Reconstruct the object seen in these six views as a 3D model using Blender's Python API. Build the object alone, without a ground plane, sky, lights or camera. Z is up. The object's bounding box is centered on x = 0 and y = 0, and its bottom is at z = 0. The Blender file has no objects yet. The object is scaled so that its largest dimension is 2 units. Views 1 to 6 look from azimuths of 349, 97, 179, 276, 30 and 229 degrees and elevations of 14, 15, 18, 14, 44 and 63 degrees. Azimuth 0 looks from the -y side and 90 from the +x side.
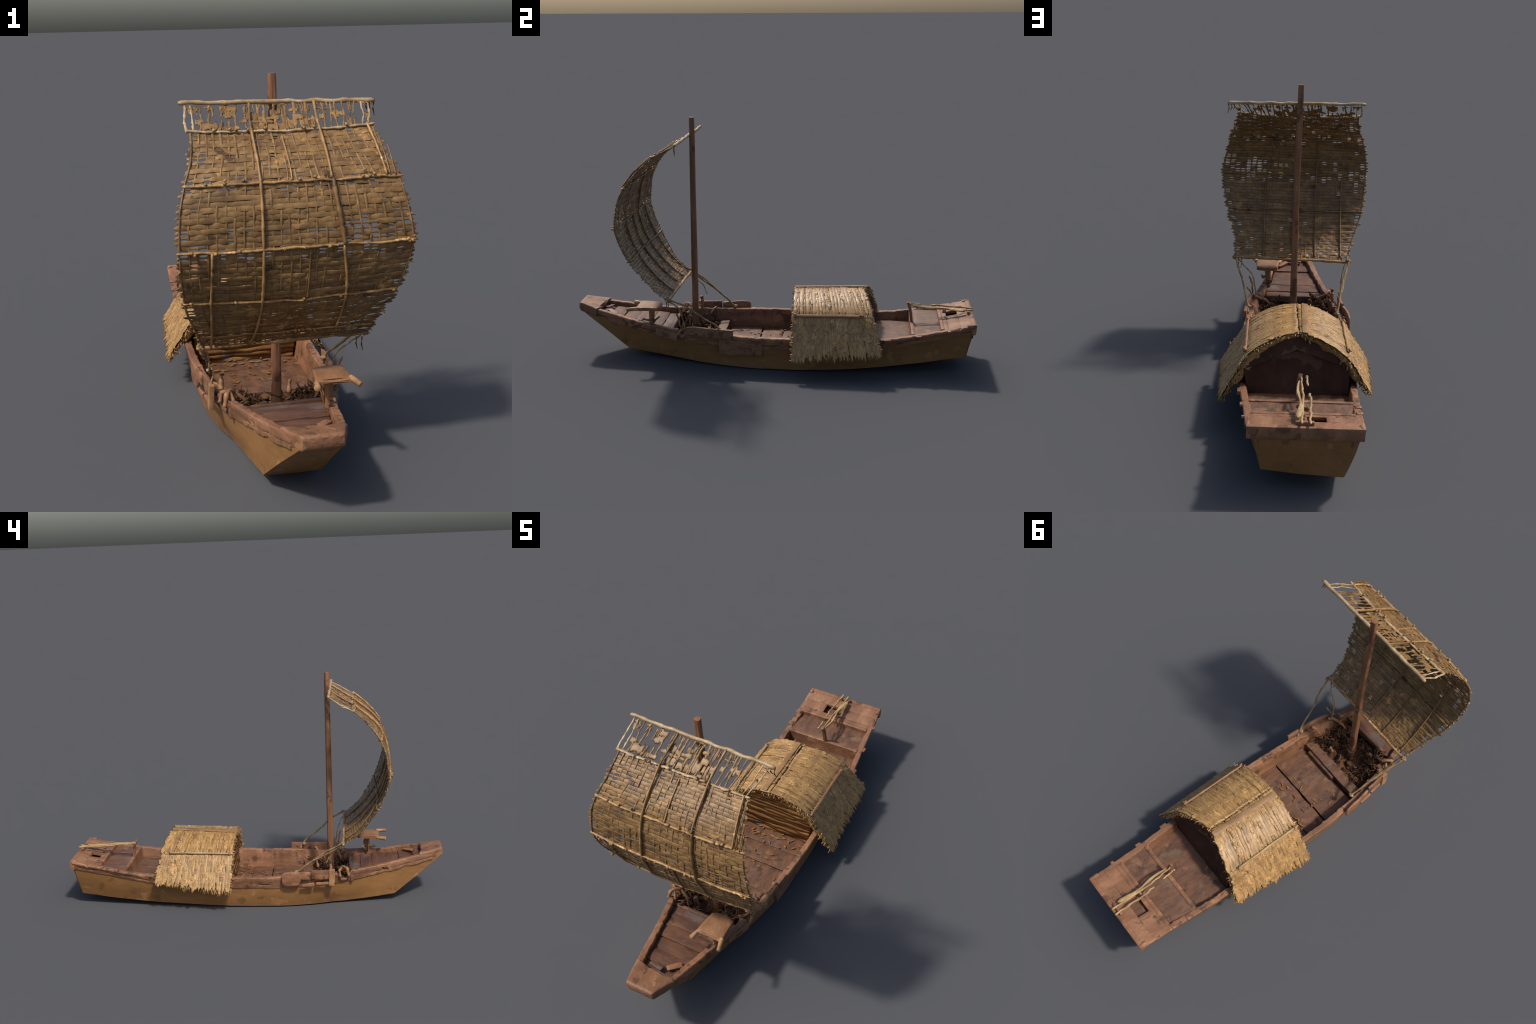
# Weathered wooden river boat with a woven mat sail and an arched thatch roof.
# Frame: bow at -y, stern at +y, z up, metres.
import bpy, bmesh, math, random
import numpy as np
from mathutils import Vector, noise

R = random.Random(7)
TAU = math.tau


# ------------------------------------------------------------------ helpers
def pch(xs, ys):
    """Smooth monotone-ish cubic through control points."""
    xs, ys = np.array(xs, float), np.array(ys, float)
    h = np.diff(xs)
    d = np.diff(ys) / h
    m = np.zeros_like(ys)
    m[0], m[-1] = d[0], d[-1]
    for i in range(1, len(xs) - 1):
        m[i] = 0 if d[i - 1] * d[i] <= 0 else 2 * d[i - 1] * d[i] / (d[i - 1] + d[i])

    def f(x):
        x = min(max(float(x), xs[0]), xs[-1])
        i = min(int(np.searchsorted(xs, x, side="right")) - 1, len(xs) - 2)
        t = (x - xs[i]) / h[i]
        return float((2 * t**3 - 3 * t**2 + 1) * ys[i] + (t**3 - 2 * t**2 + t) * h[i] * m[i]
                     + (-2 * t**3 + 3 * t**2) * ys[i + 1] + (t**3 - t**2) * h[i] * m[i + 1])
    return f


def lerp(a, b, t):
    return a + (b - a) * t


def fbm(p, scale, seed=0.0):
    q = Vector(p) * scale + Vector((seed * 7.3, seed * 3.1, seed * 5.7))
    return noise.noise(q) + 0.5 * noise.noise(q * 2.1) + 0.25 * noise.noise(q * 4.3)


def vnoise(p, scale, seed=0.0):
    q = Vector(p) * scale + Vector((seed * 7.3, seed * 3.1, seed * 5.7))
    return noise.noise_vector(q)


class MB:
    """Small mesh builder."""

    def __init__(self):
        self.v, self.f = [], []

    def ring_loft(self, rings, closed=True, caps=True):
        n = len(rings[0])
        assert all(len(r) == n for r in rings)
        base = len(self.v)
        for r in rings:
            self.v += [tuple(p) for p in r]
        m = n if closed else n - 1
        for i in range(len(rings) - 1):
            for j in range(m):
                a = base + i * n + j
                b = base + i * n + (j + 1) % n
                self.f.append((a, b, b + n, a + n))
        if caps and closed:
            for k, i in ((0, 0), (1, len(rings) - 1)):
                c = np.mean(np.array(rings[i], float), axis=0)
                ci = len(self.v)
                self.v.append(tuple(c))
                for j in range(n):
                    a = base + i * n + j
                    b = base + i * n + (j + 1) % n
                    self.f.append((b, a, ci) if k == 0 else (a, b, ci))

    def grid(self, rows):
        self.ring_loft(rows, closed=False, caps=False)

    def tube(self, pts, rad, n=7, wob=0.0, flat=1.0, up=Vector((0, 0, 1)), seed=0.0):
        pts = [Vector(p) for p in pts]
        if not hasattr(rad, "__len__"):
            rad = [rad] * len(pts)
        rings = []
        for i, p in enumerate(pts):
            t = (pts[min(i + 1, len(pts) - 1)] - pts[max(i - 1, 0)]).normalized()
            s = t.cross(up)
            if s.length < 1e-4:
                s = t.cross(Vector((1, 0, 0)))
            s.normalize()
            u = s.cross(t)
            ring = []
            for k in range(n):
                a = TAU * k / n
                d = s * math.cos(a) + u * math.sin(a) * flat
                r = rad[i]
                if wob:
                    r *= 1 + wob * fbm(p + d * r, 1 / (rad[i] * 2.5 + 1e-4) * 0.5, seed)
                ring.append(p + d * r)
            rings.append(ring)
        self.ring_loft(rings)

    def mesh(self, name, smooth=True):
        me = bpy.data.meshes.new(name)
        me.from_pydata(self.v, [], self.f)
        bm = bmesh.new()
        bm.from_mesh(me)
        bmesh.ops.recalc_face_normals(bm, faces=bm.faces)
        bm.to_mesh(me)
        bm.free()
        if smooth:
            me.polygons.foreach_set("use_smooth", [True] * len(me.polygons))
        me.update()
        return me


BOAT = bpy.data.objects.new("sailing_boat", None)
bpy.context.collection.objects.link(BOAT)
BOAT["label"] = "weathered brown wooden river boat with woven mat sail and arched thatch roof"
BOAT["category"] = "boat"


def obj(name, me, mat, parent=BOAT, sharp=None, stuff=False):
    o = bpy.data.objects.new(name, me)
    bpy.context.collection.objects.link(o)
    o.parent = parent
    if mat and not me.materials:
        me.materials.append(mat)
    if sharp is not None:
        me.set_sharp_from_angle(angle=math.radians(sharp))
    if stuff:
        o["kind"] = "stuff"
    return o


def roughen(me, amp, scale, seed=0.0, fine=0.0):
    """Push vertices along their normals: dents and worn faces."""
    for v in me.vertices:
        d = amp * fbm(v.co, scale, seed)
        if fine:
            d += fine * fbm(v.co, scale * 5, seed + 2)
        v.co = v.co + v.normal * d
    me.update()


def rrect(w, h, r, n=2, per=3):
    """Rounded rectangle outline, centred, with points along each side."""
    r = min(r, w * .48, h * .48)
    out = []
    for cx, cy, a0 in ((w / 2 - r, h / 2 - r, 0), (-w / 2 + r, h / 2 - r, 90), (-w / 2 + r, -h / 2 + r, 180), (w / 2 - r, -h / 2 + r, 270)):
        for k in range(n + 1):
            a = math.radians(a0 + 90 * k / n)
            out.append((cx + r * math.cos(a), cy + r * math.sin(a)))
    # add points along long sides
    full = []
    for i, p in enumerate(out):
        q = out[(i + 1) % len(out)]
        full.append(p)
        L = math.hypot(q[0] - p[0], q[1] - p[1])
        k = min(int(L / 0.012), 14)
        for j in range(1, k + 1):
            full.append((lerp(p[0], q[0], j / (k + 1)), lerp(p[1], q[1], j / (k + 1))))
    return full


def beam(name, pts, w, h, mat, up=(0, 0, 1), r=0.0022, step=0.012, amp=0.0012, scale=25, seed=0.0, parent=BOAT, taper=None, add=None):
    """A plank or spar: rounded-rectangle section swept along pts, roughened."""
    pts = [Vector(p) for p in pts]
    up = Vector(up)
    P = []
    for a, b in zip(pts[:-1], pts[1:]):
        n = max(1, int((b - a).length / step))
        P += [a.lerp(b, k / n) for k in range(n)]
    P.append(pts[-1])
    sec = rrect(w, h, r)
    rings = []
    N = len(P)
    ends = [(0.0, 0.82)] + [(i, 1) for i in range(N)] + [(N - 1, 0.82)]
    for idx, sc in ends:
        i = int(idx)
        p = P[i]
        t = (P[min(i + 1, N - 1)] - P[max(i - 1, 0)]).normalized()
        s = t.cross(up).normalized()
        u = s.cross(t)
        f = taper(i / (N - 1)) if taper else 1
        off = t * (0 if sc == 1 else (-min(r, .003) if i == 0 else min(r, .003)))
        rings.append([p + off + s * x * sc * f + u * y * sc * f for x, y in sec])
    mb = add or MB()
    mb.ring_loft(rings)
    if add:
        return None
    me = mb.mesh(name)
    roughen(me, amp, scale, seed, .0005)
    return obj(name, me, mat, parent, sharp=32)


# ------------------------------------------------------------------ materials
def srgb(h):
    c = [int(h[i:i + 2], 16) / 255 for i in (0, 2, 4)]
    return tuple((x / 12.92 if x <= .04045 else ((x + .055) / 1.055) ** 2.4) for x in c) + (1,)


def material(name, stops, stretch=(1, 1, 1), scale=6, grain=60, grain_amt=.35, rough=.8, bump=.25, patch=None, patch_scale=9, patch_at=.58, patch_soft=.02,
             vary=0.0, cells=0.0, trans=None, cracks=0.0, low=None):
    m = bpy.data.materials.new(name)
    m.use_nodes = True
    nt = m.node_tree
    N, L = nt.nodes, nt.links
    bs = N["Principled BSDF"]
    bs.inputs["Roughness"].default_value = rough
    bs.inputs["Specular IOR Level"].default_value = .5 if rough < .7 else .25
    tc = N.new("ShaderNodeTexCoord")
    mp = N.new("ShaderNodeMapping")
    mp.inputs["Scale"].default_value = stretch
    L.new(tc.outputs["Object"], mp.inputs["Vector"])
    vec = mp.outputs["Vector"]
    if vary:
        oi = N.new("ShaderNodeObjectInfo")
        ad = N.new("ShaderNodeVectorMath")
        ad.operation = "ADD"
        mu = N.new("ShaderNodeMath")
        mu.operation = "MULTIPLY"
        mu.inputs[1].default_value = 37
        L.new(oi.outputs["Random"], mu.inputs[0])
        L.new(vec, ad.inputs[0])
        L.new(mu.outputs[0], ad.inputs[1])
        vec = ad.outputs[0]

    def nz(sc, det=3, v=vec, rough=.55):
        n = N.new("ShaderNodeTexNoise")
        n.inputs["Scale"].default_value = sc
        n.inputs["Detail"].default_value = det
        n.inputs["Roughness"].default_value = rough
        L.new(v, n.inputs["Vector"])
        return n.outputs["Fac"]

    def mixc(kind, fac, a, b):
        x = N.new("ShaderNodeMix")
        x.data_type = "RGBA"
        x.blend_type = kind
        if isinstance(fac, float):
            x.inputs[0].default_value = fac
        else:
            L.new(fac, x.inputs[0])
        for k, s in ((6, a), (7, b)):
            if isinstance(s, tuple):
                x.inputs[k].default_value = s
            else:
                L.new(s, x.inputs[k])
        return x.outputs[2]

    big = nz(scale, 5)
    rp = N.new("ShaderNodeValToRGB")
    e = rp.color_ramp.elements
    e[0].position, e[0].color = .3, srgb(stops[0])
    e[1].position, e[1].color = .7, srgb(stops[-1])
    for i, s in enumerate(stops[1:-1]):
        k = e.new(.3 + .4 * (i + 1) / (len(stops) - 1))
        k.color = srgb(s)
    L.new(big, rp.inputs[0])
    col = rp.outputs[0]
    if patch:
        for i, c in enumerate(patch):
            of = N.new("ShaderNodeVectorMath")
            of.inputs[1].default_value = (3.7 * (i + 1), 1.9 * (i + 1), 5.1)
            L.new(tc.outputs["Object"], of.inputs[0])
            f = nz(patch_scale, 4, of.outputs[0], .6)
            r2 = N.new("ShaderNodeValToRGB")
            r2.color_ramp.elements[0].position = patch_at
            r2.color_ramp.elements[1].position = patch_at + patch_soft
            L.new(f, r2.inputs[0])
            col = mixc("MIX", r2.outputs[0], col, srgb(c))
    if low:  # stain that sits along the bottom edge, ragged
        sx = N.new("ShaderNodeSeparateXYZ")
        L.new(tc.outputs["Object"], sx.inputs[0])
        f = nz(14, 4, tc.outputs["Object"], .65)
        m1 = N.new("ShaderNodeMath")
        m1.operation = "MULTIPLY_ADD"
        m1.inputs[1].default_value = -.16
        L.new(f, m1.inputs[0])
        L.new(sx.outputs["Z"], m1.inputs[2])
        r3 = N.new("ShaderNodeValToRGB")
        r3.color_ramp.elements[0].position, r3.color_ramp.elements[0].color = .0, (1, 1, 1, 1)
        r3.color_ramp.elements[1].position, r3.color_ramp.elements[1].color = .02, (0, 0, 0, 1)
        m2 = N.new("ShaderNodeMath")
        m2.operation = "ADD"
        m2.inputs[1].default_value = .075
        L.new(m1.outputs[0], m2.inputs[0])
        L.new(m2.outputs[0], r3.inputs[0])
        col = mixc("MIX", r3.outputs[0], col, srgb(low))
    if cells:
        vo = N.new("ShaderNodeTexVoronoi")
        vo.inputs["Scale"].default_value = cells
        L.new(tc.outputs["Object"], vo.inputs["Vector"])
        sc_ = N.new("ShaderNodeSeparateColor")
        L.new(vo.outputs["Color"], sc_.inputs[0])
        mc = N.new("ShaderNodeMapRange")
        mc.inputs[3].default_value, mc.inputs[4].default_value = .80, 1.16
        L.new(sc_.outputs[0], mc.inputs[0])
        col = mixc("MULTIPLY", 1.0, col, mc.outputs[0])
    # fine grain as value shift
    g = nz(grain, 4)
    mr = N.new("ShaderNodeMapRange")
    mr.inputs[1].default_value, mr.inputs[2].default_value = .3, .7
    mr.inputs[3].default_value, mr.inputs[4].default_value = 1 - grain_amt, 1 + grain_amt
    L.new(g, mr.inputs[0])
    col = mixc("MULTIPLY", 1.0, col, mr.outputs[0])
    if vary:
        m4 = N.new("ShaderNodeMapRange")
        m4.inputs[3].default_value, m4.inputs[4].default_value = 1 - vary, 1 + vary
        L.new(oi.outputs["Random"], m4.inputs[0])
        col = mixc("MULTIPLY", 1.0, col, m4.outputs[0])
    hgt = g
    if cracks:
        wv = N.new("ShaderNodeTexVoronoi")
        wv.feature = "DISTANCE_TO_EDGE"
        wv.inputs["Scale"].default_value = 5.5
        wob = N.new("ShaderNodeVectorMath")
        wob.operation = "MULTIPLY_ADD"
        nn = N.new("ShaderNodeTexNoise")
        nn.inputs["Scale"].default_value = 26
        nn.inputs["Detail"].default_value = 5
        L.new(tc.outputs["Object"], nn.inputs["Vector"])
        L.new(nn.outputs["Color"], wob.inputs[0])
        wob.inputs[1].default_value = (.12, .12, .12)
        L.new(tc.outputs["Object"], wob.inputs[2])
        L.new(wob.outputs[0], wv.inputs["Vector"])
        r4 = N.new("ShaderNodeValToRGB")
        r4.color_ramp.elements[0].position, r4.color_ramp.elements[0].color = .008, (1 - cracks, 1 - cracks, 1 - cracks, 1)
        r4.color_ramp.elements[1].position, r4.color_ramp.elements[1].color = .016, (1, 1, 1, 1)
        L.new(wv.outputs["Distance"], r4.inputs[0])
        msk = N.new("ShaderNodeMapRange")          # only here and there
        msk.inputs[1].default_value, msk.inputs[2].default_value = .5, .58
        L.new(nz(4.5, 2, tc.outputs["Object"]), msk.inputs[0])
        col = mixc("MULTIPLY", msk.outputs[0], col, r4.outputs[0])
    L.new(col, bs.inputs["Base Color"])
    if bump:
        b = N.new("ShaderNodeBump")
        b.inputs["Strength"].default_value = bump
        b.inputs["Distance"].default_value = .004
        L.new(hgt, b.inputs["Height"])
        L.new(b.outputs[0], bs.inputs["Normal"])
    if trans:
        tr = N.new("ShaderNodeBsdfTranslucent")
        L.new(col, tr.inputs["Color"])
        ms = N.new("ShaderNodeMixShader")
        ms.inputs[0].default_value = trans
        L.new(bs.outputs[0], ms.inputs[1])
        L.new(tr.outputs[0], ms.inputs[2])
        L.new(ms.outputs[0], N["Material Output"].inputs["Surface"])
    return m


M_RED = material("weathered_red_wood", ["69472f", "7d563b", "926649"], (3, 1, 3), 6, 30, .12, rough=.6, patch=["5f412c", "946a48", "573b28"], patch_at=.61, patch_scale=13, patch_soft=.035, bump=.45, cracks=.45)
M_OCHRE = material("ochre_hull_wood", ["78532a", "865e33", "906639"], (2, .6, 2), 4, 30, .08, rough=.65, patch=["734f2a", "966c42"], patch_at=.62, patch_scale=11, low="865f45", cracks=.12)
M_DECK = material("floor_wood", ["503526", "62432f", "734f38"], (3, 1, 3), 8, 30, .16, rough=.6, patch=["473023", "66503f", "79563b"], patch_at=.605, patch_scale=11, patch_soft=.05, bump=.45, cracks=.4)
M_BOWF = material("bow_floor_wood", ["4a3022", "5b3c2a", "6e4932"], (1.2, 3, 2), 7, 30, .16, rough=.6, patch=["5f5049", "402a1e", "724e36"], patch_at=.61, patch_scale=9, patch_soft=.03, bump=.45, cracks=.4)
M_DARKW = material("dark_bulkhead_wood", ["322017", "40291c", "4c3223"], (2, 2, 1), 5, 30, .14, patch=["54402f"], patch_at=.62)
M_MAST = material("mast_wood", ["6c472e", "7e5538", "916844"], (8, 8, 1), 6, 40, .14, rough=.6, patch=["603b26"], patch_at=.60, patch_scale=14)
M_BATTEN = material("sail_batten_bamboo", ["7d5c36", "957044", "b08b56"], (1, 1, 1), 14, 60, .18, rough=.5, vary=.10, patch=["c4a472", "664a2c"], patch_at=.64, patch_scale=16)
M_GREYB = material("bleached_bamboo", ["8a7050", "a68a64", "bda98a"], (1, 1, 1), 18, 60, .18, rough=.5)
M_STRAND = material("sail_mat_strand", ["6a4d2b", "7e5f38", "947246"], (1, 1, 1), 11, 70, .16, rough=.5, vary=.09, cells=46, trans=.08, patch=["a27d4c", "5a4126"], patch_at=.63, patch_scale=12)
M_THATCH = material("thatch", ["7e5d32", "94703f", "ab854e"], (1, 1, 1), 18, 90, .18, rough=.5, vary=.08, cells=75, patch=["6b4f2a", "7f6a48"], patch_at=.64)
M_LEAF = material("thatch_leaf_straw", ["7f5f38", "997546", "b38d58"], (1, 6, 1), 9, 50, .18, rough=.44, vary=.11, cells=75, patch=["6e5530", "80704c", "b98a56"], patch_at=.64)
M_UNDER = material("thatch_inner_layer", ["694524", "80572f", "96703f"], (1, 1, 4), 9, 60, .2, vary=.14, patch=["7c6c58"], patch_at=.66)
M_POLE = material("roof_pole_wood", ["7c5638", "906849", "a27c58"], (2, .6, 2), 8, 60, .14, rough=.6)
M_RSTRIP = material("ridge_strip_cane", ["7a5a38", "8f6e48", "a5835a"], (2, .6, 2), 8, 60, .16, rough=.55)
M_ROPE = material("rope", ["725a3c", "8a6e48", "a08762"], (1, 1, 1), 22, 90, .18, patch=["978e80"], patch_scale=20, patch_at=.6)
M_OAR = material("oar_bamboo", ["866a44", "9e8055", "b69868"], (3, 1, 3), 12, 60, .16, rough=.55)
M_DEBRIS = material("tangled_debris", ["40301f", "553b28", "6c4c33"], (1, 1, 1), 22, 70, .2, patch=["86633f"], patch_scale=22, patch_at=.64)
M_DRIFT = material("driftwood", ["745035", "8e6644", "ab845a"], (1, 1, 1), 14, 60, .16, rough=.6)
M_TABLE = material("table_wood", ["744f31", "855d3c", "936b48"], (3, 1, 1), 10, 50, .14, rough=.6, patch=["69492a"], patch_at=.6)

# ------------------------------------------------------------------ hull lines
SZ = pch([-1, -.88, -.78, -.67, -.58, -.5, -.4, -.2, 0, .2, .45, .57, .71, .85, 1], [.272, .248, .229, .209, .197, .189, .182, .177, .177, .177, .183, .188, .208, .234, .264])
XR = pch([-1, -.88, -.78, -.67, -.58, -.4, -.2, 0, .2, .4, .57, .74, 1], [.048, .085, .106, .125, .146, .187, .208, .220, .224, .219, .206, .190, .171])
XL = pch([-1, -.9, -.81, -.69, -.58, -.4, -.23, -.04, .12, .35, .57, .8, 1], [-.069, -.098, -.121, -.147, -.173, -.217, -.244, -.256, -.255, -.248, -.241, -.234, -.229])
BH = pch([-1, -.7, -.4, 0, .4, .7, 1], [.044, .046, .060, .064, .055, .042, .042])      # height of the upper strake
CR = pch([-.735, -.6, -.5, -.4, -.3, -.2, -.09, .1, .3, .49, .67, .81, .953], [.055, .083, .104, .127, .148, .164, .178, .183, .179, .169, .155, .138, .121])
CL = pch([-.735, -.6, -.45, -.3, -.2, -.1, .13, .4, .66, .953], [-.130, -.142, -.161, -.196, -.212, -.221, -.224, -.214, -.196, -.170])
CZR = pch([-.735, -.6, -.5, -.4, -.3, -.2, -.09, .1, .3, .49, .67, .81, .953], [.033, .026, .019, .012, .006, .003, .002, .003, .010, .024, .044, .062, .079])
CZL = pch([-.735, -.6, -.45, -.3, -.1, .13, .4, .66, .953], [.036, .018, .006, .003, .002, .004, .014, .027, .056])
CY = pch([-.985, -.8, -.6, -.4, 0, .6, .979], [-.737, -.62, -.5, -.375, 0, .6, .954])   # sheer station -> chine station
NS = 150
YS = [lerp(-.985, .979, i / (NS - 1)) for i in range(NS)]


def side_line(y, left, f, inset=0.0):
    """Point on the hull side; f 0 = foot of the strake, 1 = chine."""
    X, C, CZ = (XL, CL, CZL) if left else (XR, CR, CZR)
    s = -1 if left else 1
    zt = SZ(y) - BH(y) + .006
    top = Vector((X(y) - s * .006, y, zt))
    yc = CY(y)
    bot = Vector((C(yc), yc, CZ(yc)))
    # the strake foot lies on the straight line sheer -> chine, pulled in a little
    k = BH(y) / max(SZ(y) - bot.z, .05)
    top.x = lerp(X(y), bot.x, k * .75) - s * .004
    p = top.lerp(bot, f)
    p.x += s * (.004 if left else -.003) * math.sin(math.pi * f) - s * inset
    return p


def hull_x(y, z, left):
    """Outer half-breadth of the hull side at height z."""
    a, b = side_line(y, left, 0), side_line(y, left, 1)
    if z >= a.z:
        X = XL if left else XR
        return lerp(a.x, X(y), min(1, (z - a.z) / BH(y)))
    return lerp(a.x, b.x, min(1, (a.z - z) / max(a.z - b.z, .01)))


def hull_section(y, inset=0.0, lift=0.0):
    FS = [0, .12, .26, .4, .55, .7, .84, .94, .98]
    Lp = [side_line(y, True, f, inset) for f in FS]
    Rp = [side_line(y, False, f, inset) for f in FS]
    bl, br = side_line(y, True, 1, inset), side_line(y, False, 1, inset)
    bottom = []
    for k in range(0, 15):
        t = k / 14
        t = .5 - .5 * math.cos(math.pi * t) if k not in (0, 14) else t
        p = bl.lerp(br, min(max(t, .012), .988))
        bottom.append(p)
    out = Lp + bottom + Rp[::-1]
    return [p + Vector((0, 0, lift)) for p in out]


def build_hull():
    outer = [hull_section(y) for y in YS]
    inner = [[p + Vector((0, 0, .012)) for p in hull_section(y, .012)] for y in YS]
    mb = MB()
    # rounded wall: outer skin plus inner skin, closed along the top edges
    mb.ring_loft([o + i[::-1] for o, i in zip(outer, inner)], closed=True, caps=False)
    # raked bow plate and stern transom: rungs across the end sections
    for sec, push in ((outer[0], -.001), (outer[-1], .003), (inner[2], 0), (inner[-2], 0)):
        n = len(sec)
        rows = []
        for k in range(0, n // 2 - 2):
            a, b = Vector(sec[k]), Vector(sec[n - 1 - k])
            rows.append([a.lerp(b, j / 20) + Vector((0, push + .004 * (1 if push > 0 else -1 if push < 0 else 0) * math.sin(math.pi * j / 20) * (1 if push > 0 else .6), 0)) for j in range(21)])
        mb.grid(rows)
    me = mb.mesh("hull")
    roughen(me, .0014, 9, 1, .0004)
    for v in me.vertices:
        v.co.z = max(v.co.z, .0)
    # settle the lowest point on the ground plane
    return obj("hull", me, M_OCHRE, sharp=35)


build_hull()


def floor_z(y):
    if y < -.505:
        return lerp(.163, .222, min(1, (-.505 - y) / .375))
    if y < -.21:
        return .085
    if y < .13:
        return .078
    if y < .69:
        return lerp(.10, .155, min(1, (y - .13) / .3))
    return .205


def gunwale(left):
    s = -1 if left else 1
    X = XL if left else XR
    rings = []
    ys = [lerp(-.945, .984, i / 259) for i in range(260)]
    sd = 3 if left else 8
    for y in ys:
        z = SZ(y)
        lower = z - BH(y) + (.005 * fbm((0, y, 0), 16, sd) + .004 * fbm((0, y, 0), 70, sd)) * min(1, max(0, (y + .93) / .1))
        xo = X(y) + s * .002
        xb = hull_x(y, lower, left) + s * .005
        wdt = .027 + .004 * fbm((0, y, 3), 14, sd) + .004 * fbm((0, y, 3), 50, sd)
        wdt = min(wdt, abs(X(y) - (XL(y) + XR(y)) / 2) * .6)
        xi = xo - s * wdt
        fz = floor_z(y) - .02
        zb = max(fz, .05)
        xib = hull_x(y, zb, left) - s * .018
        if s * xib > s * xi:
            xib = xi
        dz = .0025 * fbm((0, y, 1), 25, sd)
        # a few bites out of the worn edge
        bite = max(0, fbm((0, y, 9), 30, sd) - .5) * .024
        gap = (-.475, .036, .034) if left else (-.440, .020, .022)      # rail broken away beside the mast
        zt = z + dz - bite - gap[2] * min(1, max(0, 1.6 * (1 - abs(y - gap[0]) / gap[1])))
        gr = .011 * min(1, max(0, fbm((0, y, 5), 11, sd) * 2.2 + .25 * fbm((0, y, 6), 60, sd) - .15))      # split that opens and closes along the strake
        sec = [(xb - s * .006, lower), (xb, lower + .001), (lerp(xb, xo, .24), lerp(lower, zt, .24)), (lerp(xb, xo, .33) - s * gr, lerp(lower, zt, .32)), (lerp(xb, xo, .42), lerp(lower, zt, .42)), (lerp(xb, xo, .6) + s * .001, lerp(lower, zt, .6)), (xo + s * .001, zt - .010), (xo, zt - .003), (xo - s * .003, zt),
               (lerp(xo, xi, .5), zt + .0005), (xi + s * .003, zt), (xi, zt - .003)]
        for t in (.25, .5, .75):
            sec.append((lerp(xi, xib, t), lerp(zt - .003, zb, t)))
        sec += [(xib, zb), (xib + s * .006, zb), (hull_x(y, lower, left) - s * .012, lower + .004)]
        rings.append([(px, y, pz) for px, pz in sec])
    mb = MB()
    mb.ring_loft(rings)
    me = mb.mesh("gunwale")
    roughen(me, .0014, 34, sd, .0007)
    o = obj("gunwale", me, M_RED, sharp=30)
    if left:            # worn slot cut through the bow rail
        cut = MB()
        pts = []
        for k in range(12):
            a = TAU * k / 12
            pts.append((-.690 + .024 * math.cos(a) * (1 + .2 * math.sin(5 * k)), .186 + .0075 * math.sin(a) * (1 + .3 * math.cos(3 * k)) + .006 * math.cos(a)))
        cut.ring_loft([[(x, y, z) for y, z in pts] for x in (-.20, -.133)])
        c = bpy.data.objects.new("slot_cutter", cut.mesh("slot_cutter", False))
        bpy.context.collection.objects.link(c)
        m = o.modifiers.new("slot", "BOOLEAN")
        m.object, m.operation, m.solver = c, "DIFFERENCE", "EXACT"
        bpy.context.view_layer.update()
        me2 = bpy.data.meshes.new_from_object(o.evaluated_get(bpy.context.evaluated_depsgraph_get()))
        o.modifiers.clear()
        if len(me2.polygons) > len(me.polygons) * .8:
            o.data = me2
            me2.name = "gunwale"
        bpy.data.objects.remove(c)
    return o


gunwale(True)
gunwale(False)


def slab(name, y0, y1, z0, z1, mat, x0=None, x1=None, thick=.02, inset=.006, seed=0.0, amp=.0012, edge=0.0, ny=None, nx=16, crown=0.0, parent=BOAT, zfn=None):
    """Board lying across the hull between stations y0 and y1 (top at z0..z1)."""
    ny = ny or max(4, int(abs(y1 - y0) / .012))
    rows_t, rows_b = [], []
    for i in range(ny + 1):
        t = i / ny
        y = lerp(y0, y1, t)
        z = zfn(y) if zfn else lerp(z0, z1, t)
        a = (hull_x(y, z - thick * .5, True) + inset) if x0 is None else x0
        b = (hull_x(y, z - thick * .5, False) - inset) if x1 is None else x1
        rt, rb = [], []
        for j in range(nx + 1):
            u = j / nx
            x = lerp(a, b, u)
            yy = y
            if edge and i in (0, ny):
                yy += edge * fbm((x, y, 0), 22, seed) * (1 if i else -1)
            c = crown * math.sin(math.pi * u)
            e = .002 if (i in (0, ny) or j in (0, nx)) else 0
            rt.append((x, yy, z + c - e))
            rb.append((x, yy, z - thick))
        rows_t.append(rt)
        rows_b.append(rb)
    mb = MB()
    mb.ring_loft([t + b[::-1] for t, b in zip(rows_t, rows_b)])
    me = mb.mesh(name)
    roughen(me, amp, 22, seed)
    return obj(name, me, mat, parent, sharp=40)


# --- bow: solid nose deck, then a sunken floor of cross planks
def bow_deck():
    rings = []
    NSEC = rrect(.2, .046, .009, 3)
    for i in range(22):
        t = i / 21
        y = lerp(-.998, -.885, t)
        k = 1 - .5 * max(0, 1 - t / .09) ** 2
        z1 = SZ(y) + .0025
        z0 = SZ(y) - .046 + (.006 if t > .5 else 0)
        a, b = XL(y) - .004, XR(y) + .004
        zc = (z0 + z1) / 2 + .004
        ring = []
        for px, pz in NSEC:
            px, pz = px * (b - a) / .2, pz * (z1 - z0) / .046
            jag = (.018 * fbm((px, 0, 0), 20, 4) - .022 * px / (b - a)) if t > .55 else 0
            ring.append(((a + b) / 2 + px * lerp(.94, 1, k * 2 - 1), y + jag * (t - .55) / .45, zc + pz * lerp(.6, 1, k * 2 - 1)))
        rings.append(ring)
    mb = MB()
    mb.ring_loft(rings)
    me = mb.mesh("bow_deck")
    roughen(me, .0012, 22, 5)
    obj("bow_deck", me, M_RED, sharp=40)


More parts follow.
